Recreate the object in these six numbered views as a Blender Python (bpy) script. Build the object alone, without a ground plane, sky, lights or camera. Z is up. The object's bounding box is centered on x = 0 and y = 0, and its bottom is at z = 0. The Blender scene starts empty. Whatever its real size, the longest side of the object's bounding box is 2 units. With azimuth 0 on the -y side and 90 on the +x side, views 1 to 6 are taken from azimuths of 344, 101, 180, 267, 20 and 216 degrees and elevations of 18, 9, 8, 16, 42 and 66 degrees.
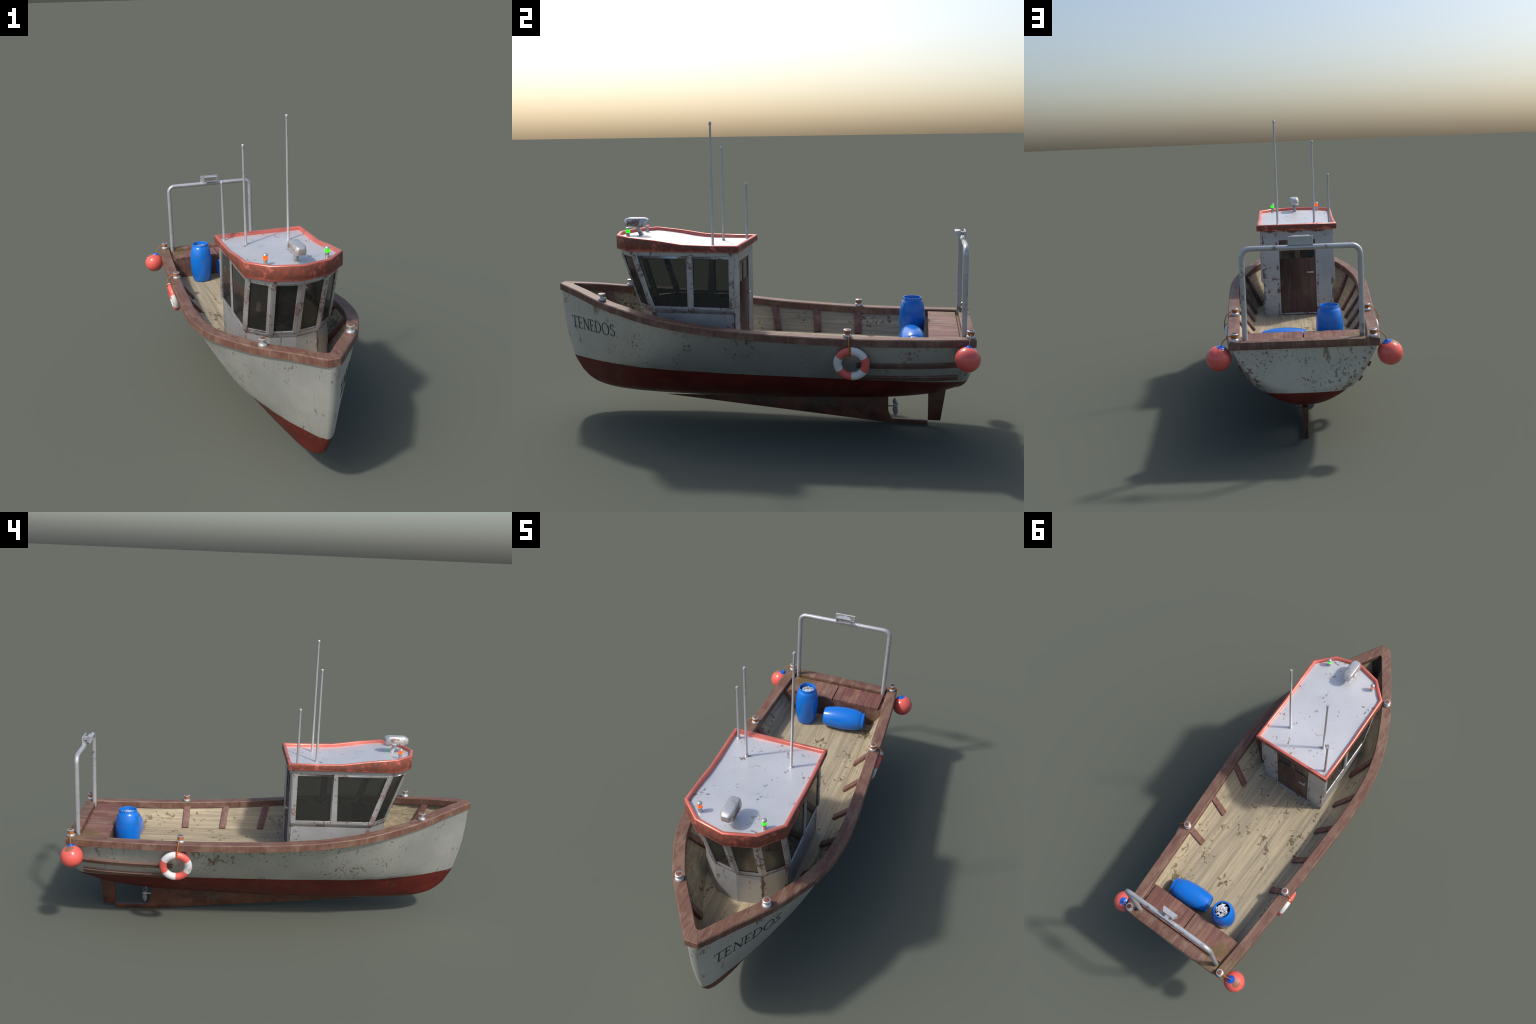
# A small wooden fishing boat: hull, rail, wheelhouse, deck gear, barrels.
import bpy, bmesh, math, random
import numpy as np
from mathutils import Vector, Matrix

rng = random.Random(11)
PI = math.pi

# ------------------------------------------------------------------ helpers
def pchip(xs, ys):
    """monotone cubic interpolation through control points"""
    xs = np.array(xs, float); ys = np.array(ys, float)
    h = np.diff(xs); d = np.diff(ys) / h
    m = np.zeros(len(xs)); m[0] = d[0]; m[-1] = d[-1]
    for i in range(1, len(xs) - 1):
        if d[i-1] * d[i] > 0:
            w1 = 2*h[i] + h[i-1]; w2 = h[i] + 2*h[i-1]
            m[i] = (w1 + w2) / (w1/d[i-1] + w2/d[i])
    def f(x):
        x = min(max(x, xs[0]), xs[-1])
        i = min(max(int(np.searchsorted(xs, x)) - 1, 0), len(h) - 1)
        t = (x - xs[i]) / h[i]
        return float((2*t**3 - 3*t**2 + 1)*ys[i] + (t**3 - 2*t**2 + t)*h[i]*m[i]
                     + (-2*t**3 + 3*t**2)*ys[i+1] + (t**3 - t**2)*h[i]*m[i+1])
    return f

def lerp(a, b, t): return a + (b - a) * t

BOAT = bpy.data.objects.new("fishing_boat", None)
bpy.context.scene.collection.objects.link(BOAT)
BOAT["label"] = "weathered white and red wooden fishing boat with small wheelhouse"
BOAT["category"] = "fishing boat"

def link(ob, parent):
    bpy.context.scene.collection.objects.link(ob)
    if parent is not None: ob.parent = parent
    return ob

def mesh_obj(name, verts, faces, mat, parent=BOAT, angle=35, bevel=0, seg=2, recalc=True):
    me = bpy.data.meshes.new(name)
    me.from_pydata([tuple(v) for v in verts], [], [tuple(f) for f in faces])
    bm = bmesh.new(); bm.from_mesh(me)
    bmesh.ops.remove_doubles(bm, verts=bm.verts, dist=1e-6)
    if recalc: bmesh.ops.recalc_face_normals(bm, faces=bm.faces)
    if bevel > 0:
        es = [e for e in bm.edges if len(e.link_faces) == 2 and e.calc_face_angle(0) > math.radians(28)]
        bmesh.ops.bevel(bm, geom=es, offset=bevel, segments=seg, profile=0.5, affect='EDGES', clamp_overlap=True)
    bm.to_mesh(me); bm.free()
    me.materials.append(mat)
    me.shade_smooth(); me.set_sharp_from_angle(angle=math.radians(angle))
    return link(bpy.data.objects.new(name, me), parent)

class Geo:
    """collects verts and faces of one mesh"""
    def __init__(s): s.v = []; s.f = []
    def add(s, v, f):
        o = len(s.v); s.v += [Vector(p) for p in v]; s.f += [[i + o for i in q] for q in f]; return s
    def box(s, c, d, M=None):
        x, y, z = (k/2 for k in d)
        v = [Vector((a*x, b*y, e*z)) for a in (-1, 1) for b in (-1, 1) for e in (-1, 1)]
        if M is not None: v = [M @ p for p in v]
        v = [p + Vector(c) for p in v]
        return s.add(v, [(0,1,3,2),(4,6,7,5),(0,4,5,1),(2,3,7,6),(0,2,6,4),(1,5,7,3)])
    def hexa(s, a, b):
        """two matching quads a and b joined to a solid"""
        return s.add(list(a) + list(b), [(0,1,2,3),(7,6,5,4),(0,4,5,1),(1,5,6,2),(2,6,7,3),(3,7,4,0)])
    def tube(s, pts, r, n=12, cap=True, closed=False):
        pts = [Vector(p) for p in pts]; N = len(pts)
        rs = r if isinstance(r, (list, tuple)) else [r]*N
        ring = []; prev = None; o = len(s.v); V = []
        for i, p in enumerate(pts):
            if closed: t = pts[(i+1) % N] - pts[i-1]
            else: t = pts[min(i+1, N-1)] - pts[max(i-1, 0)]
            t.normalize()
            if prev is None:
                a = Vector((0,0,1)) if abs(t.z) < .9 else Vector((1,0,0))
                u = t.cross(a).normalized()
            else:
                u = (prev - t*prev.dot(t)).normalized()
            prev = u; w = t.cross(u)
            V += [p + (u*math.cos(2*PI*k/n) + w*math.sin(2*PI*k/n))*rs[i] for k in range(n)]
        F = []
        for i in range(N if closed else N-1):
            j = (i+1) % N
            F += [(i*n+k, i*n+(k+1)%n, j*n+(k+1)%n, j*n+k) for k in range(n)]
        if cap and not closed:
            F += [tuple(range(n-1, -1, -1)), tuple((N-1)*n + k for k in range(n))]
        return s.add(V, F)
    def lathe(s, prof, c=(0,0,0), n=24, M=None):
        """profile of (radius, height) turned about z"""
        V = []; F = []
        for r, z in prof:
            for k in range(n):
                p = Vector((r*math.cos(2*PI*k/n), r*math.sin(2*PI*k/n), z))
                if M is not None: p = M @ p
                V.append(p + Vector(c))
        for i in range(len(prof)-1):
            F += [(i*n+k, i*n+(k+1)%n, (i+1)*n+(k+1)%n, (i+1)*n+k) for k in range(n)]
        if prof[0][0] > 1e-5: F.append(tuple(range(n-1, -1, -1)))
        if prof[-1][0] > 1e-5: F.append(tuple((len(prof)-1)*n + k for k in range(n)))
        return s.add(V, F)
    def obj(s, name, mat, **k): return mesh_obj(name, s.v, s.f, mat, **k)

# ---------------------------------------------------------------- materials
class Mat:
    def __init__(s, name):
        s.m = bpy.data.materials.new(name); s.m.use_nodes = True
        s.nt = s.m.node_tree; s.nt.nodes.clear()
        s.out = s.n('ShaderNodeOutputMaterial'); s.p = s.n('ShaderNodeBsdfPrincipled')
        s.l(s.p.outputs[0], s.out.inputs[0])
        s.tc = s.n('ShaderNodeTexCoord').outputs['Object']
        s.sep = s.n('ShaderNodeSeparateXYZ'); s.l(s.tc, s.sep.inputs[0])
        s.X, s.Y, s.Z = s.sep.outputs
    def n(s, t): return s.nt.nodes.new(t)
    def l(s, a, b): s.nt.links.new(a, b)
    def put(s, sock, v):
        if hasattr(v, 'is_output') or isinstance(v, bpy.types.NodeSocket): s.l(v, sock)
        elif isinstance(v, (tuple, list)) and len(v) == 3 and sock.type == 'RGBA': sock.default_value = (*v, 1)
        else: sock.default_value = v
    def math(s, op, a, b=0.0, c=None, clamp=False):
        n = s.n('ShaderNodeMath'); n.operation = op; n.use_clamp = clamp
        s.put(n.inputs[0], a); s.put(n.inputs[1], b)
        if c is not None: s.put(n.inputs[2], c)
        return n.outputs[0]
    def map(s, scale=(1,1,1), loc=(0,0,0), rot=(0,0,0)):
        n = s.n('ShaderNodeMapping'); s.l(s.tc, n.inputs[0])
        n.inputs['Scale'].default_value = scale; n.inputs['Location'].default_value = loc; n.inputs['Rotation'].default_value = rot
        return n.outputs[0]
    def noise(s, scale, detail=3, rough=.55, vec=None, dist=0):
        n = s.n('ShaderNodeTexNoise'); s.l(vec or s.tc, n.inputs['Vector'])
        n.inputs['Scale'].default_value = scale; n.inputs['Detail'].default_value = detail
        n.inputs['Roughness'].default_value = rough; n.inputs['Distortion'].default_value = dist
        return n.outputs['Fac']
    def step(s, v, lo, hi):
        n = s.n('ShaderNodeMapRange'); n.interpolation_type = 'SMOOTHSTEP'
        s.put(n.inputs[0], v); n.inputs[1].default_value = lo; n.inputs[2].default_value = hi
        return n.outputs[0]
    def mix(s, f, a, b, mode='MIX'):
        n = s.n('ShaderNodeMix'); n.data_type = 'RGBA'; n.blend_type = mode
        s.put(n.inputs[0], f); s.put(n.inputs[6], a); s.put(n.inputs[7], b)
        return n.outputs[2]
    def bump(s, h, strength=.3, dist=.002):
        n = s.n('ShaderNodeBump'); n.inputs['Strength'].default_value = strength; n.inputs['Distance'].default_value = dist
        s.l(h, n.inputs['Height']); s.l(n.outputs[0], s.p.inputs['Normal'])
    def fin(s, col, rough=.5, metal=0.0, **kw):
        s.put(s.p.inputs['Base Color'], col); s.put(s.p.inputs['Roughness'], rough); s.put(s.p.inputs['Metallic'], metal)
        for k, v in kw.items(): s.put(s.p.inputs[k.replace('_', ' ')], v)
        return s.m
    # clumped speckle: fine noise gated by a slow noise
    def speckle(s, fine, slow, lo, hi, amt=.9, loc=(0,0,0), sc=(1,1,1), detail=5, dist=.4):
        v = s.map(scale=sc, loc=loc)
        a = s.noise(fine, detail, .6, v, dist); b = s.noise(slow, 2, .5, v)
        return s.step(s.math('ADD', a, s.math('MULTIPLY', s.math('SUBTRACT', b, .5), amt)), lo, hi)

RUST = (.155, .045, .022); MOSS = (.085, .07, .022); GRIME = (.05, .042, .032)

def mat_hull():
    m = Mat("hull_paint")
    v = m.noise(5, 4); white = m.mix(m.step(v, .3, .75), (.51, .515, .49), (.59, .59, .56))
    # fine scuffs running fore and aft, faint vertical streaks
    sc = m.noise(1, 5, .65, m.map(scale=(60, 9, 60))); white = m.mix(m.math('MULTIPLY', m.step(sc, .5, .75), .3), white, (.62, .62, .59))
    st = m.noise(1, 4, .6, m.map(scale=(45, 45, 6)))
    white = m.mix(m.math('MULTIPLY', m.step(st, .52, .8), .4), white, (.37, .37, .32))
    # olive drips, thickest under the rail
    ht = m.step(m.math('SUBTRACT', m.Z, m.math('MULTIPLY', m.math('POWER', m.math('MAXIMUM', m.math('SUBTRACT', .1, m.Y), 0.0), 2.0), .13)), .36, .47)
    dr = m.noise(1, 5, .6, m.map(scale=(40, 40, 16), loc=(2, 3, 1)), .5); sl = m.noise(5, 2, .5, m.map(loc=(6, 1, 1)))
    dm = m.step(m.math('ADD', m.math('ADD', dr, m.math('MULTIPLY', m.math('SUBTRACT', sl, .5), .8)), m.math('MULTIPLY', ht, .07)), .70, .78)
    white = m.mix(m.math('MULTIPLY', dm, .7), white, (.17, .145, .07))
    mo = m.speckle(75, 5, .685, .745, .85, (3, 1, 2), (1, 1, .8)); white = m.mix(m.math('MULTIPLY', mo, .65), white, (.15, .135, .09))
    ru = m.speckle(85, 8, .70, .75, .85, (7, 4, 1)); white = m.mix(m.math('MULTIPLY', ru, .75), white, (.24, .08, .05))
    # rust bleeding round the edge of the transom
    ed = m.math('MULTIPLY', m.step(m.Y, .915, .955), m.step(m.math('ADD', m.math('ABSOLUTE', m.X), m.math('MULTIPLY', m.math('SUBTRACT', .45, m.Z), .62)), .21, .275))
    er = m.step(m.math('ADD', m.noise(38, 5, .65), m.math('MULTIPLY', ed, .16)), .66, .76)
    white = m.mix(m.math('MULTIPLY', m.math('MULTIPLY', er, ed), .8), white, (.15, .07, .045))
    red = m.mix(m.step(m.noise(9, 5), .3, .7), (.085, .0085, .006), (.125, .013, .008))
    wear = m.speckle(70, 6, .62, .76, .8, (1, 9, 4)); red = m.mix(m.math('MULTIPLY', wear, .5), red, (.10, .075, .04))
    orange = m.speckle(18, 6, .6, .85, .8, (5, 2, 8)); red = m.mix(m.math('MULTIPLY', orange, .4), red, (.17, .045, .016))
    # mottled grey-brown band along the bottom of the keel
    gz = m.math('ADD', m.Z, m.math('MULTIPLY', m.math('SUBTRACT', m.noise(40, 5), .5), .03))
    band = m.math('SUBTRACT', 1.0, m.step(gz, .116, .134))
    red = m.mix(m.math('MULTIPLY', band, m.step(m.noise(160, 4), .35, .6)), red, (.16, .135, .10))
    wl = m.math('ADD', m.Z, m.math('MULTIPLY', m.math('SUBTRACT', m.noise(70, 3), .5), .004))
    isw = m.step(wl, .2655, .2670)
    col = m.mix(isw, red, white)
    m.bump(m.noise(90, 4), .15, .002)
    return m.fin(col, m.math('ADD', .42, m.math('MULTIPLY', v, .2)), m.math('MULTIPLY', isw, .76), Specular_IOR_Level=.35)

def mat_planks(name, tint=(1, 1, 1)):
    """stained planking: on top faces the boards run fore and aft, on upright faces they stand"""
    m = Mat(name); t = lambda c: tuple(a*b for a, b in zip(c, tint))
    geo = m.n('ShaderNodeNewGeometry'); sp = m.n('ShaderNodeSeparateXYZ'); m.l(geo.outputs['Normal'], sp.inputs[0])
    top = m.step(m.math('ABSOLUTE', sp.outputs[2]), .45, .55)
    nx = m.step(m.math('ABSOLUTE', sp.outputs[0]), .45, .55)
    g1 = m.noise(1, 5, .7, m.map(scale=(85, 6, 20))); g2 = m.noise(1, 5, .7, m.map(scale=(60, 60, 7)))
    def mf(f, a, b):
        n = m.n('ShaderNodeMix'); n.data_type = 'FLOAT'; m.put(n.inputs[0], f); m.put(n.inputs[2], a); m.put(n.inputs[3], b); return n.outputs[0]
    g = mf(top, g2, g1)
    side = mf(nx, m.X, m.Y)
    u = mf(top, m.math('DIVIDE', side, .039), m.math('DIVIDE', m.X, .043))
    u = m.math('ADD', u, m.math('MULTIPLY', m.math('SUBTRACT', m.noise(3, 1), .5), .8))
    k = m.math('FLOOR', u); fr = m.math('SUBTRACT', u, k)
    w = m.n('ShaderNodeTexWhiteNoise'); w.noise_dimensions = '1D'; m.l(k, w.inputs['W']); r = w.outputs['Value']
    w2 = m.n('ShaderNodeTexWhiteNoise'); w2.noise_dimensions = '1D'; m.l(m.math('ADD', k, 77.3), w2.inputs['W']); r2 = w2.outputs['Value']
    col = m.mix(m.step(g, .30, .70), t((.105, .040, .030)), t((.175, .080, .060)))
    pt = m.noise(22, 5, .6, m.map(loc=(3, 3, 3), scale=(1.4, .6, 1)))
    col = m.mix(m.math('MULTIPLY', m.step(m.math('ADD', pt, m.math('MULTIPLY', r, .12)), .52, .68), .75), col, t((.205, .115, .085)))
    col = m.mix(m.math('MULTIPLY', m.step(r2, .55, 1.0), .45), col, t((.115, .036, .030)))
    tan = m.math('MULTIPLY', m.step(g, .62, .74), m.step(m.noise(9, 2, .5, m.map(loc=(8, 1, 1))), .42, .6))
    col = m.mix(m.math('MULTIPLY', tan, .7), col, t((.27, .18, .115)))
    line = m.step(m.math('ABSOLUTE', m.math('SUBTRACT', fr, .5)), .468, .496)
    col = m.mix(m.math('MULTIPLY', line, m.math('MULTIPLY', m.step(r, .25, .7), .7)), col, t((.055, .028, .02)))
    pale = m.math('MULTIPLY', m.step(m.math('ABSOLUTE', m.math('SUBTRACT', fr, .10)), .06, .02), m.step(r2, .3, .5))
    col = m.mix(m.math('MULTIPLY', m.math('MULTIPLY', pale, m.step(m.noise(30, 3), .4, .6)), .4), col, t((.26, .17, .115)))
    col = corner_moss(m, col)
    m.bump(g, .3, .0012)
    return m.fin(col, .6)

def corner_moss(m, col):
    """olive growth, heaviest on the port quarter where water stands"""
    d = m.n('ShaderNodeVectorMath'); d.operation = 'DISTANCE'; m.l(m.tc, d.inputs[0]); d.inputs[1].default_value = (-.24, .90, .49)
    nz = m.noise(24, 5, .6); near = m.math('SUBTRACT', 1.0, m.step(d.outputs['Value'], .02, .19))
    f = m.step(m.math('ADD', nz, m.math('MULTIPLY', near, .22)), .62, .72)
    col = m.mix(m.math('MULTIPLY', m.math('MULTIPLY', f, near), .8), col, (.105, .072, .018))
    sp = m.speckle(26, 5, .74, .84, .8, (2, 6, 1))
    return m.mix(m.math('MULTIPLY', sp, .45), col, MOSS)

def mat_wood(name="rail_wood", axis='y', joint=.045, tint=(1, 1, 1), slope=0.0, dark=1.0):
    """red brown stained wood: grain along an axis, plank joints across it"""
    m = Mat(name)
    sc = {'y': (60, 5, 60), 'x': (5, 60, 60), 'z': (60, 60, 5)}[axis]
    g = m.noise(1, 5, .65, m.map(scale=sc)); p = m.noise(14, 4, .6)
    t = lambda c: tuple(a*b*dark for a, b in zip(c, tint))
    col = m.mix(m.step(g, .3, .72), t((.115, .046, .034)), t((.205, .105, .078)))
    col = m.mix(m.math('MULTIPLY', m.step(p, .52, .7), .55), col, t((.27, .16, .115)))
    col = m.mix(m.math('MULTIPLY', m.step(m.noise(7, 3, .5, m.map(loc=(4, 4, 4))), .55, .7), .5), col, t((.13, .042, .034)))
    if joint:
        c = {'y': m.Y, 'x': m.X, 'z': m.Z}[axis]
        if slope: c = m.math('ADD', c, m.math('MULTIPLY', m.math('ABSOLUTE', m.X), slope))
        u = m.math('DIVIDE', c, joint); k = m.math('FLOOR', u); fr = m.math('SUBTRACT', u, k)
        w = m.n('ShaderNodeTexWhiteNoise'); w.noise_dimensions = '1D'; m.l(k, w.inputs['W'])
        r = w.outputs['Value']
        col = m.mix(m.math('MULTIPLY', m.step(r, .2, .9), .35), col, t((.25, .14, .10)))
        line = m.step(m.math('ABSOLUTE', m.math('SUBTRACT', fr, .5)), .475, .497)
        col = m.mix(m.math('MULTIPLY', line, m.math('MULTIPLY', r, .8)), col, t((.05, .026, .02)))
    col = corner_moss(m, col)
    m.bump(g, .35, .0015)
    return m.fin(col, .62)

def mat_deck(name):
    m = Mat(name)
    g = m.noise(1, 5, .65, m.map(scale=(60, 2.6, 60))); g2 = m.noise(1, 6, .7, m.map(scale=(150, 14, 150), loc=(2, 2, 2)))
    col = m.mix(m.step(g, .30, .72), (.235, .195, .132), (.435, .362, .235))
    col = m.mix(m.math('MULTIPLY', m.step(g2, .5, .72), .45), col, (.215, .18, .125))
    info = m.n('ShaderNodeObjectInfo').outputs['Random']
    col = m.mix(m.math('MULTIPLY', info, .3), col, (.27, .24, .18))
    a = m.speckle(55, 8, .645, .73, .95, (1, 5, 3), (1, .8, 1)); col = m.mix(m.math('MULTIPLY', a, .85), col, (.075, .055, .018))
    a = m.speckle(30, 4, .68, .78, .95, (4, 9, 3), (1, .9, 1), dist=1.2); col = m.mix(m.math('MULTIPLY', a, .75), col, (.08, .06, .02))
    b = m.speckle(22, 5, .62, .84, .8, (8, 2, 7)); col = m.mix(m.math('MULTIPLY', b, .4), col, (.14, .125, .095))
    m.bump(g, .3, .0015)
    return m.fin(col, .7)

def mat_paint(name, base, var=.12, rust=.6, moss=.5, rough=.4, fine=45, slow=6, edges=None, metal=0.0, rl=.66, ml=.68, loc=(0,0,0), rustcol=(RUST, (.09, .035, .022))):
    m = Mat(name)
    d = tuple(c*(1-var*2) for c in base)
    col = m.mix(m.step(m.noise(8, 4), .3, .7), d, base)
    mo = m.speckle(fine*.8, slow, ml, ml+.1, .9, (3+loc[0], 7, 1)); col = m.mix(m.math('MULTIPLY', mo, moss), col, (.085, .07, .045))
    ru = m.speckle(fine, slow, rl, rl+.08, .9, (9, 2+loc[1], 6)); ruf = m.math('MULTIPLY', ru, rust)
    if edges: ruf = m.math('MAXIMUM', ruf, edges(m))
    col = m.mix(ruf, col, m.mix(m.step(m.noise(70, 3), .35, .65), *rustcol))
    m.bump(m.noise(120, 3), .1, .001)
    ro = m.math('ADD', rough, m.math('MULTIPLY', ruf, .35))
    return m.fin(col, ro, m.math('MULTIPLY', m.math('SUBTRACT', 1.0, ruf), metal) if metal else 0.0)

def wall_edges(m):
    # rust bleeding from the door jambs, the corners and the eaves
    ax = m.math('ABSOLUTE', m.X); nz = m.noise(28, 5, .65)
    back = m.step(m.Y, -.10, -.09)
    d1 = m.math('ABSOLUTE', m.math('SUBTRACT', ax, .107)); d2 = m.math('ABSOLUTE', m.math('SUBTRACT', ax, .183))
    near = m.math('MAXIMUM', m.math('SUBTRACT', 1.0, m.math('DIVIDE', d1, .022)), m.math('SUBTRACT', 1.0, m.math('DIVIDE', d2, .016)))
    top = m.math('DIVIDE', m.math('SUBTRACT', m.Z, .785), .03)
    near = m.math('MAXIMUM', near, top)
    e = m.step(m.math('ADD', m.math('MULTIPLY', near, .26), m.noise(19, 6, .7, m.map(loc=(5, 1, 3)))), .72, .84)
    # corner seams of the front walls
    k1 = m.math('DIVIDE', m.math('ABSOLUTE', m.math('SUBTRACT', ax, .106)), .016)
    k2 = m.math('DIVIDE', m.math('ABSOLUTE', m.math('SUBTRACT', ax, .184)), .013)
    kn = m.math('SUBTRACT', 1.0, m.math('MINIMUM', k1, k2))
    f = m.step(m.math('ADD', m.math('MULTIPLY', m.math('MAXIMUM', kn, -.6), .28), m.noise(34, 5, .65, m.map(scale=(1, 1, .6), loc=(2, 2, 2)))), .64, .80)
    e = m.math('MAXIMUM', m.math('MULTIPLY', e, back), m.math('MULTIPLY', f, m.math('SUBTRACT', 1.0, m.step(m.Y, -.45, -.43))))
    return m.math('MULTIPLY', e, .85)

M_HULL = mat_hull()
M_RAIL = mat_planks("rail_wood", (.93, 1.03, .95))
M_TRAIL = M_RAIL
M_RIB = mat_wood("rib_wood", 'z', 0, (.88, .85, .9))
M_STRAKE = mat_wood("strake_wood", 'y', 0, (.85, .95, 1.0), dark=.9)
M_LID = mat_wood("bench_wood", 'y', 0, (1.0, 1.1, 1.05))
M_DECK = mat_deck("deck_wood")
M_DOOR = mat_wood("door_wood", 'z', 0, (.8, .85, .85), dark=.75)
M_WALL = mat_paint("wheelhouse_paint", (.46, .47, .475), .08, .75, .6, .42, 42, 6, wall_edges, metal=.5)
M_ROOFTOP = mat_paint("roof_deck_paint", (.60, .61, .635), .04, .75, .75, .44, 75, 7, metal=.48, rl=.715, ml=.68)
M_FRAME = mat_paint("window_frame_metal", (.50, .50, .50), .1, .75, .3, .34, 50, 9, metal=.55, rl=.555)
M_STEEL = mat_paint("galvanised_steel", (.52, .53, .55), .1, .55, .6, .32, 55, 9, metal=.5, rl=.68, ml=.66)
M_CHROME = mat_paint("bollard_steel", (.55, .55, .55), .08, .6, .3, .3, 70, 18, metal=.6, rl=.60)
def top_rust(m):
    return m.math('MULTIPLY', m.math('MULTIPLY', m.step(m.Z, .0340, .0356), m.step(m.noise(90, 3), .36, .5)), m.math('SUBTRACT', 1.0, m.step(m.math('ADD', m.math('MULTIPLY', m.X, m.X), m.math('MULTIPLY', m.Y, m.Y)), .00012, .00019)))
M_BOLLARD = mat_paint("cast_bollard_steel", (.58, .58, .58), .08, .6, .3, .3, 70, 18, top_rust, metal=.6, rl=.62, rustcol=((.17, .05, .03), (.12, .05, .03)))
M_MAST = mat_paint("antenna_metal", (.50, .51, .52), .08, .5, .4, .3, 60, 14, metal=.5, rl=.76, ml=.76)
M_KEEL = mat_paint("keel_steel", (.095, .030, .013), .3, .5, .3, .5, 20, 5, rl=.5, ml=.6)
M_PROP = mat_paint("propeller_bronze", (.45, .44, .43), .1, .6, .2, .3, 60, 20, metal=.6, rl=.58)
M_BLUE = mat_paint("blue_plastic", (.006, .155, .60), .06, .55, .35, .22, 30, 8, rl=.665, ml=.72)
M_CAPBLUE = mat_paint("buoy_cap_plastic", (.008, .10, .50), .06, 0, .3, .3)
def buoy_slime(m):
    # a dried patch of weed on top of the port buoy
    d = m.n('ShaderNodeVectorMath'); d.operation = 'DISTANCE'; m.l(m.tc, d.inputs[0]); d.inputs[1].default_value = (-.372, .955, .466)
    return m.math('MULTIPLY', m.math('SUBTRACT', 1.0, m.step(m.math('ADD', d.outputs['Value'], m.math('MULTIPLY', m.math('SUBTRACT', m.noise(50, 4), .5), .02)), .019, .023)), .8)
M_BUOY = mat_paint("buoy_rubber", (.70, .115, .095), .05, .35, .45, .22, 60, 10, buoy_slime, rl=.68, ml=.72, rustcol=((.12, .085, .03), (.15, .10, .04)))
M_RINGRED = mat_paint("ring_red", (.70, .125, .10), .05, .2, .3, .35, 60, 9, rl=.74, ml=.74)
M_RINGWHITE = mat_paint("ring_white", (.66, .66, .66), .05, .2, .4, .35, 60, 9, rl=.76, ml=.74)
M_ROPE = mat_paint("orange_rope", (.42, .135, .02), .15, 0, .2, .6)
M_DARK = mat_paint("dark_rubber", (.02, .02, .02), .1, 0, .1, .5)

def mat_roof_rim():
    m = Mat("roof_rim_paint")
    col = m.mix(m.step(m.noise(10, 4), .3, .7), (.60, .15, .115), (.74, .20, .155))
    # rust and soot sit on the outer upright face, paint survives on the rounded top and lip
    geo = m.n('ShaderNodeNewGeometry'); sp = m.n('ShaderNodeSeparateXYZ'); m.l(geo.outputs['Normal'], sp.inputs[0])
    up = m.math('SUBTRACT', 1.0, m.step(m.math('ABSOLUTE', sp.outputs[2]), .25, .6))
    od = m.math('ADD', m.math('MULTIPLY', sp.outputs[0], m.X), m.math('MULTIPLY', sp.outputs[1], m.math('ADD', m.Y, .34)))
    up = m.math('MULTIPLY', up, m.step(od, 0.0, .02))
    n = m.noise(26, 5, .65); face = m.step(m.math('ADD', n, m.math('MULTIPLY', m.step(m.Z, .824, .836), .16)), .44, .62)
    r = m.math('MULTIPLY', m.math('MULTIPLY', up, face), .88)
    # the inner side of the rim stays clean
    col = m.mix(r, col, m.mix(m.step(m.noise(60, 3), .4, .6), (.075, .03, .02), (.17, .042, .02)))
    mo = m.speckle(18, 6, .66, .8, .8, (4, 4, 4)); col = m.mix(m.math('MULTIPLY', m.math('MULTIPLY', mo, up), .7), col, (.10, .075, .015))
    k = m.speckle(40, 6, .74, .82, .8, (2, 8, 2)); col = m.mix(m.math('MULTIPLY', k, .6), col, (.12, .04, .03))
    m.bump(m.noise(60, 4), .12, .001)
    return m.fin(col, m.math('ADD', .36, m.math('MULTIPLY', r, .3)), m.math('MULTIPLY', m.math('SUBTRACT', 1.0, r), .5))
M_RIM = mat_roof_rim()

def mat_glass():
    m = Mat("tinted_glass")
    d = m.speckle(30, 5, .6, .85, .8)
    return m.fin((.34, .345, .32), m.math('ADD', .02, m.math('MULTIPLY', d, .1)), 0.0, Transmission_Weight=.95, IOR=1.3)
M_GLASS = mat_glass()

def mat_lamp(name, c):
    m = Mat(name); m.fin(c, .25, 0.0); m.put(m.p.inputs['Emission Color'], c); m.p.inputs['Emission Strength'].default_value = .9
    return m.m
M_GREEN = mat_lamp("green_lamp_glass", (.03, .95, .01)); M_ORANGE = mat_lamp("orange_lamp_glass", (1.0, .10, .005))

def mat_fish():
    m = Mat("fish_scales"); v = m.noise(40, 4)
    return m.fin(m.mix(m.step(v, .35, .65), (.30, .31, .33), (.72, .73, .74)), .3, .3)
M_FISH = mat_fish()
M_TEXT = mat_paint("lettering_paint", (.016, .016, .015), .1, .3, .2, .5)

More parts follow.
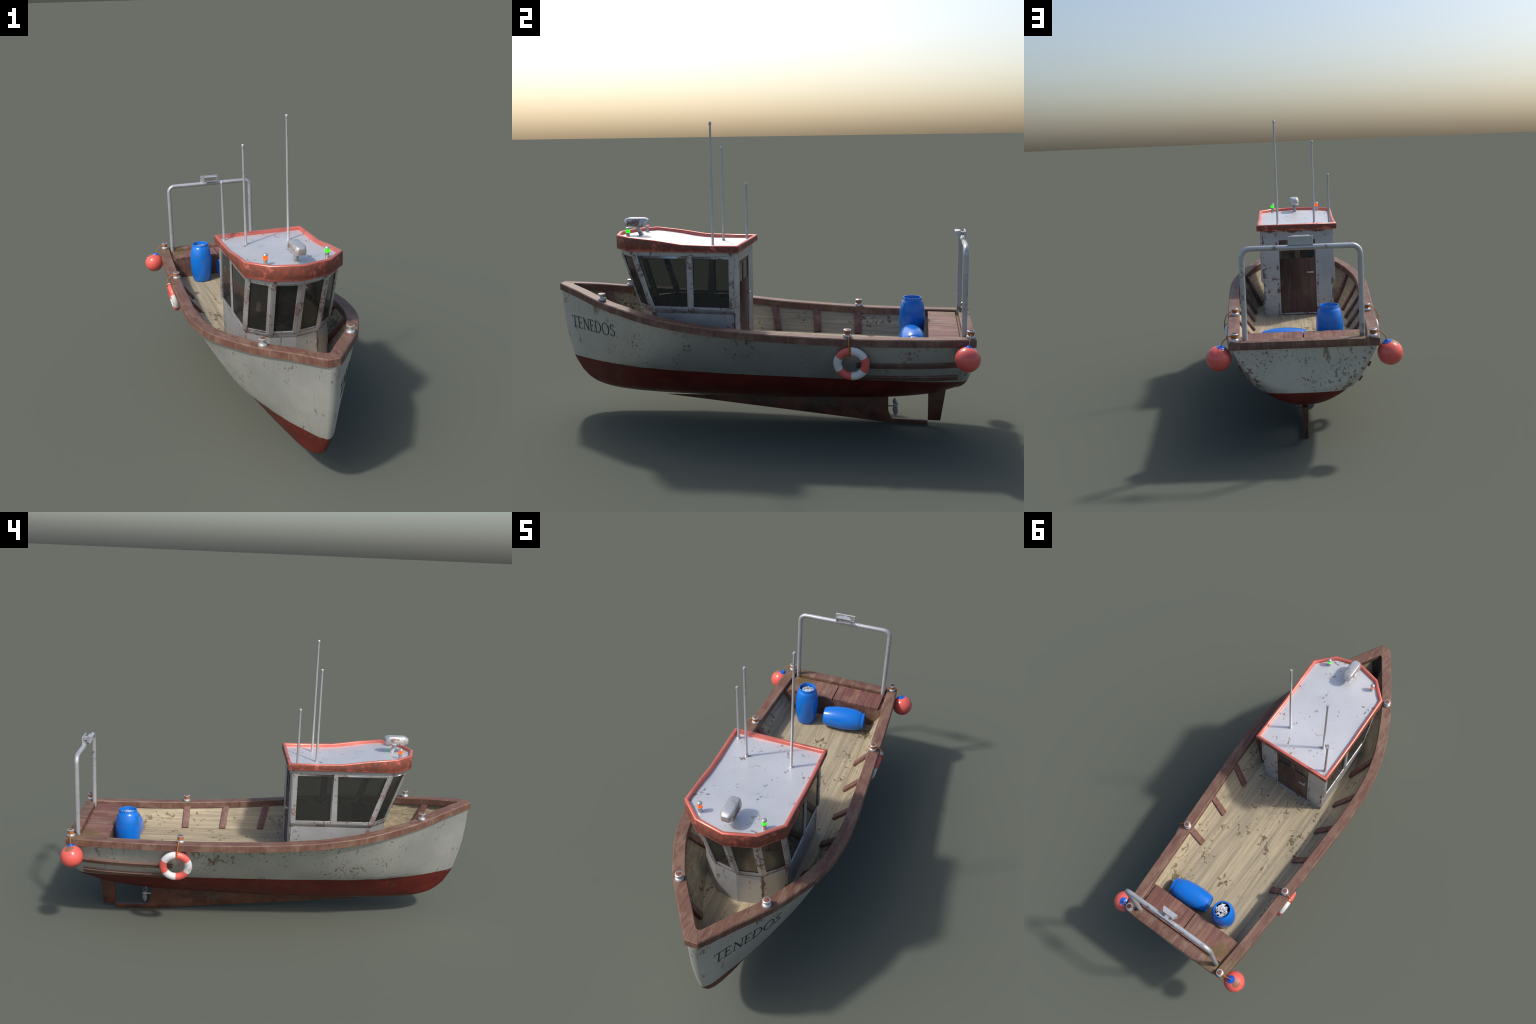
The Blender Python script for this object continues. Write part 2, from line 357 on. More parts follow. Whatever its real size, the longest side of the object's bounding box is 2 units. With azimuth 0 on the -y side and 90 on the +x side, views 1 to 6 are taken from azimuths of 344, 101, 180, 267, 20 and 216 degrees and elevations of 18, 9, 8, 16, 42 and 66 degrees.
# --------------------------------------------------------------- hull form
RAIL_X = pchip([-1.0, -.93, -.868, -.83, -.751, -.695, -.6, -.516, -.419, -.297, -.177, -.059, .111, .254, .39, .497, .72, .84, .985],
               [.026, .075, .115, .140, .191, .226, .272, .309, .340, .364, .373, .372, .364, .357, .349, .343, .330, .322, .308])
RAIL_Z = pchip([-1.0, -.868, -.75, -.665, -.55, -.41, -.3, -.17, -.08, .04, .18, .36, .55, .73, .985],
               [.631, .612, .590, .577, .561, .541, .529, .516, .508, .499, .492, .486, .483, .485, .490])
RAIL_T, RAIL_W = .033, .054
ZW = .266                                                        # painted waterline
WL_X = pchip([-.942, -.933, -.90, -.855, -.78, -.663, -.6, -.485, -.348, -.21, 0, .17, .35, .6, .8, .915],
             [.012, .022, .043, .065, .101, .142, .160, .185, .200, .208, .215, .215, .213, .211, .199, .180])
# bottom profile on the centre line: forefoot, keel, counter
KEEL = pchip([-.906, -.864, -.81, -.69, -.58, -.45, -.13, .05, .35, .613, .793, .872, .915],
             [.184, .150, .126, .104, .096, .094, .097, .103, .118, .133, .157, .180, .197])
STEM = pchip([.184, .262, .325, .371, .456, .600], [-.906, -.942, -.959, -.970, -.983, -.991])   # y of the stem at a height
Q_UP = pchip([-1, -.85, -.7, -.5, -.3, 0, .25, .5, .915], [.75, .70, .52, .52, .70, .92, .85, .68, .60])
P_LOW = pchip([-.95, -.8, -.6, -.4, 0, .5, .915], [.33, .34, .46, .49, .47, .45, .48])
Y_END = .915

def hull_top_z(y): return RAIL_Z(y) - RAIL_T + .006
def hull_x(y, z):
    """half breadth of the hull at length y and height z"""
    ys = STEM(z)
    warp = lambda y0: Y_END - (Y_END - y) * (Y_END - y0) / (Y_END - ys)
    xw = WL_X(warp(-.942))
    if z >= ZW:
        yt = warp(-.991); s = (z - ZW) / (hull_top_z(yt) - ZW)
        xt = max(RAIL_X(yt) - .013, .017)
        return lerp(xw, xt, max(s, 0) ** Q_UP(y))
    zk = KEEL(y) if y > -.906 else .184
    g = max((z - zk) / (ZW - zk), 0)
    return xw * g ** P_LOW(y)

NS, NT = 120, 44
RING = [math.radians(d) for d in (12, 24, 36, 48, 60, 72, 82, 90)]
def hull_point(s, t):
    """s runs from the stem to the stern, t from the keel to the sheer"""
    ky = lerp(-.906, Y_END, s ** 1.25); ty = lerp(-.991, Y_END, s ** 1.25)
    kz = KEEL(ky); tz = hull_top_z(ty)
    tt = t ** 1.25
    z = lerp(kz, tz, tt)
    y0 = STEM(max(z, .184)) if s == 0 else None
    f = (STEM(lerp(.184, hull_top_z(-.991), tt)) - -.906) / (-.991 + .906)
    y = lerp(ky, ty, f)
    return y, z

def build_hull():
    V = []; F = []
    def half(sign):
        o = len(V)
        for i in range(NS + 1):
            for j in range(NT + 1):
                y, z = hull_point(i / NS, j / NT)
                V.append((sign * hull_x(y, z), y, z))
        # rounded transom edge: two shrinking rings, then the flat face
        for a in RING:
            k = 1 - math.cos(a)
            for j in range(NT + 1):
                x, y, z = V[o + NS*(NT+1) + j]
                lift = k * .084 * min(1, max(0, (.40 - z) / .20)); pull = k * (.02 + .055 * min(1, max(0, (.46 - z) / .16)))
                V.append((x*(1 - pull), y + .060*math.sin(a), z + lift))
        # rounded stem nose
        n0 = len(V)
        for dy, sc in [(-.005, .72), (-.007, 0)]:
            for j in range(NT + 1):
                x, y, z = V[o + j]
                V.append((x*sc, y + dy*min(1, (z-.184)/.06 if z > .184 else 0), z))
        for i in range(NS + len(RING)):
            for j in range(NT):
                a = o + i*(NT+1) + j; b = a + NT + 1
                F.append((a, b, b+1, a+1) if sign > 0 else (a, a+1, b+1, b))
        for j in range(NT):
            a = o + j; b = n0 + j; c = n0 + NT + 1 + j
            F.append((b, a, a+1, b+1) if sign > 0 else (b, b+1, a+1, a))
            F.append((c, b, b+1, c+1) if sign > 0 else (c, c+1, b+1, b))
        return o + (NS+len(RING))*(NT+1)
    e1 = half(1); e2 = half(-1)
    for j in range(NT): F.append((e1+j, e2+j, e2+j+1, e1+j+1))
    ob = mesh_obj("hull", V, F, M_HULL, angle=50)
    return ob
HULL = build_hull()

# keel fin, heel and rudder
def build_keel():
    prof = [(-.47, .079), (.60, 0.0), (.795, 0.0), (.795, .018), (.631, .018), (.616, .045), (.613, .060), (.613, .130), (.35, .115), (.05, .10), (-.13, .093)]
    g = Geo(); n = len(prof)
    def wid(y, z): return .0035 + .009 * min(1, max(0, (y + .47) / .6)) - (.003 if z < .03 else 0)
    V = [(wid(y, z), y, z) for y, z in prof] + [(-wid(y, z), y, z) for y, z in prof]
    F = [tuple(range(n)), tuple(range(2*n-1, n-1, -1))] + [(i, (i+1) % n, n + (i+1) % n, n + i) for i in range(n)]
    g.add(V, F); return g.obj("keel_fin", M_KEEL, bevel=.0015)
build_keel()
g = Geo(); g.hexa([(-.011, .796, .150), (-.011, .875, .170), (.011, .875, .170), (.011, .796, .150)],
                  [(-.007, .796, .019), (-.006, .853, .019), (.006, .853, .019), (.007, .796, .019)])
g.obj("rudder", M_KEEL, bevel=.002)

def build_propeller():
    prop = bpy.data.objects.new("propeller", None); link(prop, BOAT)
    g = Geo(); R = Matrix.Rotation(-PI/2, 3, 'X'); c = Vector((0, .633, .078))
    g.lathe([(.0045, -.022), (.0045, .004), (.0075, .004), (.0085, .012), (.0085, .019), (.0068, .024)], c, 16, R)
    g.obj("propeller_hub", M_PROP, parent=prop, angle=30)
    me = None
    for a in (30, 150, 270):
        b = Geo(); n = 9; V = []; F = []
        ang = math.radians(a); rad = Vector((math.cos(ang), 0, math.sin(ang))); tan = Vector((-math.sin(ang), 0, math.cos(ang)))
        for i in range(n):
            t = i / (n-1); r = lerp(.006, .047, t)
            w = .0140 * math.sin(PI * min(1, .16 + t*.80)) ** .7 + .001
            pitch = lerp(1.15, .85, t)
            ax = tan * math.cos(pitch) + Vector((0, 1, 0)) * math.sin(pitch)
            nn = rad.cross(ax)
            for k, (sx, sy) in enumerate([(-1, 0), (-.4, 1), (.4, 1), (1, 0), (.4, -1), (-.4, -1)]):
                V.append(c + Vector((0, .013, 0)) + rad*r + ax*(w*sx) + nn*(.0011*sy))
        for i in range(n-1):
            for k in range(6): F.append((i*6+k, i*6+(k+1)%6, (i+1)*6+(k+1)%6, (i+1)*6+k))
        F.append(tuple(range(5, -1, -1))); F.append(tuple((n-1)*6+k for k in range(6)))
        b.add(V, F); b.obj("propeller_blade", M_PROP, parent=prop, angle=60)
build_propeller()

# ---------------------------------------------------------------- gunwale
def rail_frames(n=96):
    """outer and inner plan points of the starboard rail from the bow to the stern"""
    out = []
    for i in range(n + 1):
        y = lerp(-1.0, .985, (i / n) ** 1.15)
        e = 1e-3; dx = (RAIL_X(y + e) - RAIL_X(y - e)) / (2*e if -1 < y - e and y + e < .985 else e)
        nrm = Vector((1, -dx)).normalized()
        o = Vector((RAIL_X(y), y)); k = o - nrm * RAIL_W
        out.append((o, k))
    return out
FR = rail_frames()
def rail_inner_x(y):
    best = min(FR, key=lambda p: abs(p[1].y - y)); return best[1].x

def build_rail():
    g = Geo()
    first = next(p for p in FR if p[1].x >= .0015)
    APEX, APEX_O = first[1].y, first[0].y
    for sg in (1, -1):
        V = []; F = []; n = 0
        for o, k in FR:
            z = RAIL_Z(o.y)
            if k.x < .0015 or o.y < -.955:            # both rails meet on the centre line at the bow
                k = Vector((0, -.948)) if o.y < -.99 else Vector((0, lerp(-.948, APEX, (o.y + .99) / (APEX_O + .99)))) if o.y < APEX_O else k
            ky = min(k.y, .985)
            b = .004
            d = (o - k).normalized(); zz = z
            sec = [(o.x, o.y, zz - RAIL_T), (o.x, o.y, zz - b), (o.x - d.x*b, o.y - d.y*b, zz),
                   (k.x + d.x*b*(k.x > 1e-4), ky + d.y*b*(k.x > 1e-4), zz), (k.x, ky, zz - b*(k.x > 1e-4)), (k.x, ky, zz - RAIL_T)]
            V += [(p[0]*sg, min(p[1], .985), p[2]) for p in sec]; n += 1
        for i in range(n - 1):
            for q in range(6):
                a = i*6 + q; b2 = i*6 + (q+1) % 6
                F.append((a, b2, b2 + 6, a + 6))
        F.append(tuple((n-1)*6 + q for q in range(6)))
        g.add(V, F)
    # the blunt face that closes the bow between the two rails
    z = RAIL_Z(-1.0); x = RAIL_X(-1.0); b = .004
    g.add([(x, -1.0, z - RAIL_T), (x, -1.0, z - b), (-x, -1.0, z - b), (-x, -1.0, z - RAIL_T)], [(0, 1, 2, 3)])
    d = (Vector((x, -1.0)) - Vector((0, -.948))).normalized()
    g.add([(x, -1.0, z - b), (x - d.x*b, -1.0 - d.y*b, z), (-x + d.x*b, -1.0 - d.y*b, z), (-x, -1.0, z - b)], [(0, 1, 2, 3)])
    g.add([(x - d.x*b, -1.0 - d.y*b, z), (0, -.948, z), (-x + d.x*b, -1.0 - d.y*b, z)], [(0, 1, 2)])
    g.add([(x, -1.0, z - RAIL_T), (0, -.948, z - RAIL_T), (-x, -1.0, z - RAIL_T)], [(0, 2, 1)])
    return g.obj("gunwale_rail", M_RAIL, angle=40)
build_rail()
xi = .2535
g = Geo(); g.box((0, .959, .4735), (2*xi, .052, .032)); g.obj("transom_rail", M_TRAIL, bevel=.003)

# rubbing strakes on the quarters
def strake(z0, z1, ya, yb, sg, n=30):
    V = []; F = []
    for i in range(n + 1):
        y = lerp(ya, yb, i / n); z = lerp(z0, z1, (i / n) ** 2.2)
        x0 = hull_x(y, z - .011); x1 = hull_x(y, z + .011); t = Vector((x1 - x0, .022)).normalized(); nn = Vector((t.y, -t.x)) * .011
        V += [(sg*(x0 - .004), y, z - .011), (sg*(x0 + nn.x), y, z - .011 + nn.y), (sg*(x1 + nn.x), y, z + .011 + nn.y), (sg*(x1 - .004), y, z + .011)]
    for i in range(n):
        for q in range(4): F.append((i*4+q, i*4+(q+1)%4, i*4+4+(q+1)%4, i*4+4+q))
    F += [(3, 2, 1, 0), tuple(n*4 + q for q in range(4))]
    return mesh_obj("rubbing_strake", V, F, M_STRAKE, bevel=.002, seg=1)
for sg in (1, -1):
    strake(.355, .372, .487, .935, sg); strake(.290, .306, .50, .915, sg)

# ------------------------------------------------------------ deck, lining
DZ = .360
LIN_B = pchip([-.90, -.83, -.73, -.6, -.45, -.337, -.134, .05, .26, .457, .79, .95], [.003, .040, .088, .142, .190, .218, .240, .243, .236, .231, .217, .205])
def lin_top(y): return max(rail_inner_x(y) + .022, .004)
def build_lining():
    # three boards to a side, each lapped a little over the next
    for sg in (1, -1):
        nb = 3
        for b in range(nb):
            V = []; F = []; n = 60
            for i in range(n + 1):
                y = lerp(-.915, .80, i / n); zt = RAIL_Z(y) - .012
                for q, (t, off) in enumerate([(b / nb, 0), ((b+1)/nb - .004, 0), ((b+1)/nb - .004, .004), (b/nb, .004)]):
                    x = lerp(LIN_B(y) if y > -.90 else .003, lin_top(y), t); z = lerp(DZ - .004, zt, t)
                    V.append((sg*(x + off + (.0010 if b == 1 else 0)), y, z))
            for i in range(n):
                for q in range(4): F.append((i*4+q, i*4+(q+1)%4, i*4+4+(q+1)%4, i*4+4+q))
            F += [(3, 2, 1, 0), tuple(n*4 + q for q in range(4))]
            mesh_obj("lining_board", V, F, M_DECK, angle=30)
        # backing so that no daylight shows between the boards
        V = []; F = []
        for i in range(61):
            y = lerp(-.915, .80, i / 60); zt = RAIL_Z(y) - .014
            for t, off in [(0, .003), (1, .003), (1, .006), (0, .006)]:
                x = lerp(LIN_B(y) if y > -.90 else .003, lin_top(y), t) + off; V.append((sg*x, y, lerp(DZ - .008, zt, t)))
        for i in range(60):
            for q in range(4): F.append((i*4+q, i*4+(q+1)%4, i*4+4+(q+1)%4, i*4+4+q))
        mesh_obj("lining_backing", V, F, M_DECK)
build_lining()

def build_deck():
    pw = .0405; nP = 13
    for k in range(nP):
        xa = (k - nP/2) * pw; xb = xa + pw - .0004
        yl = -.90
        # front end of each plank follows the lining
        ys = [y for y in np.linspace(-.90, .80, 171) if LIN_B(y) + .004 > min(abs(xa), abs(xb))]
        if not ys: continue
        V = []; F = []; n = 0; dz = rng.uniform(-.0003, .0003)
        for y in np.linspace(ys[0], ys[-1], 40):
            w = LIN_B(y) + .005
            a = max(min(xa, w), -w); b = max(min(xb, w), -w)
            V += [(a, y, DZ - .008), (b, y, DZ - .008), (b, y, DZ + dz - .0003), (b - .0003, y, DZ + dz), (a + .0003, y, DZ + dz), (a, y, DZ + dz - .0003)]; n += 1
        for i in range(n - 1):
            for q in range(6): F.append((i*6+q, i*6+(q+1)%6, i*6+6+(q+1)%6, i*6+6+q))
        F += [tuple(range(5, -1, -1)), tuple((n-1)*6 + q for q in range(6))]
        mesh_obj("deck_plank", V, F, M_DECK, angle=30)
    g = Geo(); g.box((0, .15, DZ - .012), (.38, 1.2, .006)); g.obj("deck_subfloor", M_DARK)
build_deck()

def rib(sg, yb, yt, zb=DZ - .002, frac=1.0):
    zt = RAIL_Z(yt) - .030
    a = (zb - DZ) / (RAIL_Z(yb) - .012 - DZ)
    xb = lerp(LIN_B(yb), lin_top(yb), max(a, 0)); xt = lin_top(yt) - .010
    p0 = Vector((xb, yb, zb)); p1 = Vector((xt, yt, zt))
    ax = (p1 - p0).normalized(); inn = Vector((-ax.z, 0, ax.x)).normalized()
    # lie flat on the wall: width direction along the hull
    w = Vector((LIN_B(yb + .05) - LIN_B(yb - .05), .1, 0)).normalized()
    inn = ax.cross(w).normalized()
    if inn.x > 0: inn = -inn
    hw = .0165; th = .013
    qa = [p0 - w*hw - inn*.006, p0 + w*hw - inn*.006, p0 + w*hw + inn*th, p0 - w*hw + inn*th]
    qb = [p1 - w*hw - inn*.006, p1 + w*hw - inn*.006, p1 + w*hw + inn*th, p1 - w*hw + inn*th]
    fl = lambda q: [Vector((v.x*sg, v.y, v.z)) for v in q]
    g = Geo(); g.hexa(fl(qa), fl(qb)); g.obj("rib", M_RIB, bevel=.002)
for sg in (1, -1):
    for yb, yt in [(.452, .446), (.252, .235), (.050, .016), (-.135, -.20), (-.337, -.42)]: rib(sg, yb, yt)
    rib(sg, -.725, -.805, .395)

# stern bench with two lids of planks
def build_bench():
    bench = bpy.data.objects.new("stern_bench", None); link(bench, BOAT)
    x0, x1 = LIN_B(.79) + .004, lin_top(.79) + .004
    g = Geo()
    g.hexa([(-x0, .790, DZ - .004), (x0, .790, DZ - .004), (x1, .790, .466), (-x1, .790, .466)],
           [(-x0, .802, DZ - .004), (x0, .802, DZ - .004), (x1, .802, .466), (-x1, .802, .466)])
    g.obj("bench_front", M_TRAIL, parent=bench)
    g = Geo(); g.box((0, .868, .461), (.545, .134, .0104)); g.obj("bench_top", M_TRAIL, parent=bench)
    for sg in (1, -1):
        n = 6; xa, xb = .0025, .2505
        for k in range(n):
            a = lerp(xa, xb, k / n); b = lerp(xa, xb, (k+1)/n) - .0003
            g = Geo(); g.box((sg*(a+b)/2, .8545, .4735), (b - a, .129, .0125 + rng.uniform(-.0006, .0006)))
            ob = g.obj("lid_plank", M_LIDS[rng.randrange(3)], parent=bench, bevel=.0006, seg=1)
M_LIDS = [M_LID, mat_wood("bench_wood_pale", 'y', 0, (1.15, 1.15, 1.1)), mat_wood("bench_wood_dark", 'y', 0, (.92, .85, .85))]
build_bench()

# --------------------------------------------------------------- wheelhouse
CAB = bpy.data.objects.new("wheelhouse", None); link(CAB, BOAT)
# plan of the walls: aft corner, forward corner A, knuckle B, centre C
LOW  = [(.187, -.073), (.187, -.462), (.104, -.549), (0, -.572)]
SILL = [(.197, -.073), (.196, -.466), (.110, -.552), (0, -.577)]
HEAD = [(.193, -.073), (.197, -.545), (.117, -.634), (0, -.662)]
Z_SILL, Z_HEAD = .553, .818

def ringpts(h): return [Vector((x, y)) for x, y in h] + [Vector((-x, y)) for x, y in reversed(h[:-1])]
def wall_band(g, lo, hi, z0, z1, th=.006):
    a = ringpts(lo); b = ringpts(hi)
    for i in range(len(a) - 1):
        q = [a[i], a[i+1], b[i+1], b[i]]; zz = [z0, z0, z1, z1]
        d = (a[i+1] - a[i]).normalized(); nrm = Vector((d.y, -d.x))
        c = Vector((0, -.3))
        if (c - a[i]).dot(nrm) < 0: nrm = -nrm
        A = [Vector((p.x, p.y, z)) for p, z in zip(q, zz)]; B = [v + Vector((nrm.x, nrm.y, 0))*th for v in A]
        g.hexa(A, B)

def build_walls():
    g = Geo(); wall_band(g, LOW, LOW, DZ - .002, .536)
    g.obj("lower_wall", M_WALL, parent=CAB, angle=25)
    # sill: flares out from the lower wall to the windows
    g = Geo(); wall_band(g, LOW, SILL, .536, .549, .008); wall_band(g, SILL, SILL, .549, Z_SILL + .003, .016)
    g.obj("window_sill", M_FRAME, parent=CAB, angle=20, bevel=.0015, seg=1)
    g = Geo(); wall_band(g, HEAD, HEAD, .803, .826, .008); g.obj("window_head", M_WALL, parent=CAB, angle=20)
    # aft wall around the door
    g = Geo(); y = -.073; th = .008
    def panel(x0, x1, z0, z1):
        g.box(((x0+x1)/2, y + .000, (z0+z1)/2), (x1-x0, th, z1-z0))
    for s in (1, -1):
        a, b = (.0965, .188)
        P = [(a, DZ - .002), (.187, DZ - .002), (.187, .538), (.197, .566), (.193, .826), (a, .826)]
        n = len(P); V = [(s*px, y - th/2, pz) for px, pz in P] + [(s*px, y + th/2, pz) for px, pz in P]
        g.add(V, [tuple(range(n)), tuple(range(2*n-1, n-1, -1))] + [(i, (i+1) % n, n+(i+1) % n, n+i) for i in range(n)])
    g.box((0, y, .797), (.193, th, .058))
    g.obj("aft_wall", M_WALL, parent=CAB, angle=25, bevel=.0012, seg=1)
    g = Geo(); g.box((0, -.069, .3675), (.20, .014, .007)); g.obj("door_sill", M_FRAME, parent=CAB, bevel=.001, seg=1)
build_walls()

def lerp3(a, b, t): return Vector(a).lerp(Vector(b), t)
def window_run():
    """posts between the panes, thin frame strips and the panes themselves"""
    low = ringpts(SILL); top = ringpts(HEAD)
    g = Geo(); c0 = Vector((0, -.32, 0)); panes = []
    def post(p, q, w, d, along):
        p = Vector(p); q = Vector(q); along = Vector(along).normalized()
        n = Vector((along.y, -along.x, 0))
        if (c0 - p).dot(n) < 0: n = -n
        # n points inward
        A = [p - along*w - n*.0025, p + along*w - n*.0025, p + along*w + n*d, p - along*w + n*d]
        B = [q - along*w - n*.0025, q + along*w - n*.0025, q + along*w + n*d, q - along*w + n*d]
        g.hexa(A, B)
    L = [Vector((p.x, p.y, Z_SILL)) for p in low]; H = [Vector((p.x, p.y, .806)) for p in top]
    for i in range(len(L) - 1):
        dl = (L[i+1] - L[i]).normalized()
        cuts = [0, 1]
        if i in (0, len(L) - 2):
            # the long side is divided by a mullion at y = -0.278
            tl = (-.278 - L[i].y) / (L[i+1].y - L[i].y); th = (-.278 - H[i].y) / (H[i+1].y - H[i].y)
            post(L[i].lerp(L[i+1], tl), H[i].lerp(H[i+1], th), .0105, .012, dl)
            spans = [((0, 0), (tl, th)), ((tl, th), (1, 1))]
        else: spans = [((0, 0), (1, 1))]
        for (a, ah), (b, bh) in spans:
            P = [L[i].lerp(L[i+1], a), L[i].lerp(L[i+1], b), H[i].lerp(H[i+1], bh), H[i].lerp(H[i+1], ah)]
            panes.append(P)
    # corner posts: two flat plates folded around each corner
    for i in range(len(L)):
        for j in (i - 1, i + 1):
            if 0 <= j < len(L):
                d = (L[j] - L[i]).normalized(); w = .0085 if 0 < i < len(L)-1 else .0115
                post(L[i] + d*w, H[i] + (H[j] - H[i]).normalized()*w, w, .011, d)
    g.obj("window_post", M_FRAME, parent=CAB, angle=25, bevel=.0012, seg=1)
    # raised bright strip around each pane, and the glass set behind it
    for P in panes:
        d = (P[1] - P[0]).normalized(); up = (P[3] - P[0]).normalized(); n = d.cross(up).normalized()
        if (c0 + Vector((0, 0, .68)) - P[0]).dot(n) < 0: n = -n
        cen = sum(P, Vector()) / 4
        def inset(k): return [p + ((d if q in (0, 3) else -d) + (up if q < 2 else -up)) * k for q, p in enumerate(P)]
        o = inset(.004); i2 = inset(.0145 if (P[1]-P[0]).length > .15 else .0125)
        s = Geo()
        for q in range(4):
            r = (q + 1) % 4
            A = [o[q], o[r], i2[r], i2[q]]
            s.hexa([v + n*.0008 for v in A], [v + n*.0075 for v in A])
        s.obj("window_frame", M_FRAME, parent=CAB, angle=25, bevel=.001, seg=1)
        w = Geo(); w.hexa([v + n*.003 for v in inset(.010)], [v + n*.0055 for v in inset(.010)])
        w.obj("window_pane", M_GLASS, parent=CAB)
        # black rubber gasket
        k1 = inset(.0140); k2 = inset(.0172); ga = Geo()
        for q in range(4):
            r = (q + 1) % 4; A = [k1[q], k1[r], k2[r], k2[q]]
            ga.hexa([v + n*.0018 for v in A], [v + n*.007 for v in A])
        ga.obj("window_gasket", M_DARK, parent=CAB)
window_run()

# roof: eight sided tray with a rounded rim, level aft and swept up forward
def build_roof():
    roof = bpy.data.objects.new("roof", None); link(roof, CAB)
    R = [(.212, -.047), (.212, -.180), (.212, -.307), (.212, -.44), (.212, -.563), (.126, -.652), (0, -.686)]
    ztop = pchip([-.69, -.565, -.50, -.42, -.33, -.25, -.04], [.890, .889, .884, .874, .860, .855, .855])
    P = [Vector((x, y)) for x, y in R] + [Vector((-x, y)) for x, y in reversed(R[:-1])]
    n = len(P)
    def offs(d):
        out = []
        for i in range(n):
            a, b, c = P[i-1], P[i], P[(i+1) % n]
            e1 = (b - a).normalized(); e2 = (c - b).normalized()
            n1 = Vector((-e1.y, e1.x)); n2 = Vector((-e2.y, e2.x)); m = (n1 + n2).normalized()
            k = m * (d / max(.3, m.dot(n1)))
            if (Vector((0, -.33)) - b).dot(k) < 0: k = -k
            out.append(b + k)
        return out
    prof = [(.020, .8225, 0), (.002, .8225, 0), (0, .8245, 0), (0, -.006, 1), (.0015, -.002, 1), (.005, 0, 1), (.011, 0, 1), (.0145, -.002, 1), (.016, -.006, 1), (.018, -.020, 1)]
    V = []; F = []
    for d, z, rel in prof:
        for p, b in zip(offs(d), P): V.append((p.x, p.y, ztop(b.y) + z if rel else z))
    for i in range(len(prof) - 1):
        for k in range(n): F.append((i*n+k, i*n+(k+1)%n, (i+1)*n+(k+1)%n, (i+1)*n+k))
    mesh_obj("roof_rim", V, F, M_RIM, parent=roof, angle=50)
    # roof deck sits inside the tray
    V = []; F = []; rows = []
    inn = offs(.0155)
    ys = sorted(set([-.0625, -.12, -.18, -.25, -.307, -.36, -.42, -.48, -.53, -.5565, -.60, -.6405, -.669]), reverse=True)
    def half(y):
        pts = sorted([(p.y, p.x) for p in inn if p.x >= -1e-6])
        return float(np.interp(y, [a for a, b in pts], [b for a, b in pts]))
    nr = len(ys)
    for y in ys:
        h = max(half(y), .004); z = ztop(y) - .0165
        V += [(-h, y, z), (h, y, z), (h, y, z - .006), (-h, y, z - .006)]
    for i in range(nr - 1):
        for k in range(4): F.append((i*4+k, i*4+(k+1)%4, i*4+4+(k+1)%4, i*4+4+k))
    F += [(3, 2, 1, 0), tuple((nr-1)*4 + k for k in range(4))]
    mesh_obj("roof_deck", V, F, M_ROOFTOP, parent=roof, angle=30)
    # ceiling
    c = offs(.019); m = len(c)
    V = [(p.x, p.y, .8228) for p in c] + [(p.x, p.y, .828) for p in c]
    mesh_obj("ceiling", V, [tuple(range(m)), tuple(range(2*m-1, m-1, -1))] + [(i, (i+1) % m, m+(i+1)%m, m+i) for i in range(m)], M_WALL, parent=roof)
    return ztop
ROOF_Z = build_roof()
def deck_z(y, x=0): return ROOF_Z(y) - .0165

# door with two small panes
def build_door():
    door = bpy.data.objects.new("door", None); link(door, CAB)
    y = -.0750; g = Geo()
    def b(x0, x1, z0, z1, t=.007, dy=0): g.box(((x0+x1)/2, y + dy, (z0+z1)/2), (x1-x0, t, z1-z0))
    b(-.096, .096, .371, .668); b(-.096, .096, .752, .768)
    for x0, x1 in [(-.096, -.0885), (-.0145, .0145), (.0885, .096)]: b(x0, x1, .668, .752)
    g.obj("door_leaf", M_DOOR, parent=door, bevel=.001, seg=1)
    for x in (-.0515, .0515):
        p = Geo(); p.box((x, y - .0005, .71), (.0745, .003, .0845)); p.obj("door_pane", M_GLASS, parent=door)
    h = Geo(); h.box((-.080, y + .010, .592), (.010, .014, .010)); h.box((-.067, y + .0175, .5925), (.036, .006, .007))
    h.obj("door_handle", M_CHROME, parent=door, bevel=.002)
build_door()

# inside: console, steering wheel, throttle lever, seat
def build_inside():
    g = Geo(); g.hexa([(-.165, -.475, DZ), (.165, -.475, DZ), (.10, -.545, DZ), (-.10, -.545, DZ)], [(-.165, -.44, .505), (.165, -.44, .505), (.10, -.545, .525), (-.10, -.545, .525)])
    g.obj("console", M_DOOR, parent=CAB, bevel=.003)
    wh = bpy.data.objects.new("steering_wheel", None); link(wh, CAB)
    c = Vector((0, -.405, .515)); T = Matrix.Rotation(math.radians(62), 3, 'X')
    pts = [c + T @ Vector((math.cos(2*PI*k/28)*.042, math.sin(2*PI*k/28)*.042, 0)) for k in range(28)]
    g = Geo(); g.tube(pts, .0042, 8, closed=True)
    g.obj("wheel_rim", M_DARK, parent=wh)
    g = Geo()
    for k in range(3):
        a = 2*PI*k/3 + .5; g.tube([c, c + T @ Vector((math.cos(a)*.042, math.sin(a)*.042, 0))], .0028, 8)
    g.tube([c, c + T @ Vector((0, 0, -.045))], .006, 10)
    g.obj("wheel_spoke", M_STEEL, parent=wh)
    g = Geo(); g.tube([(.09, -.45, .505), (.09, -.43, .545), (.09, -.415, .575)], [.004, .004, .007], 10); g.obj("throttle_lever", M_DARK, parent=CAB)
    g = Geo(); g.box((.10, -.20, .445), (.09, .08, .014)); g.tube([(.10, -.20, DZ), (.10, -.20, .44)], .010, 12); g.obj("seat", M_DARK, parent=CAB, bevel=.004)
build_inside()

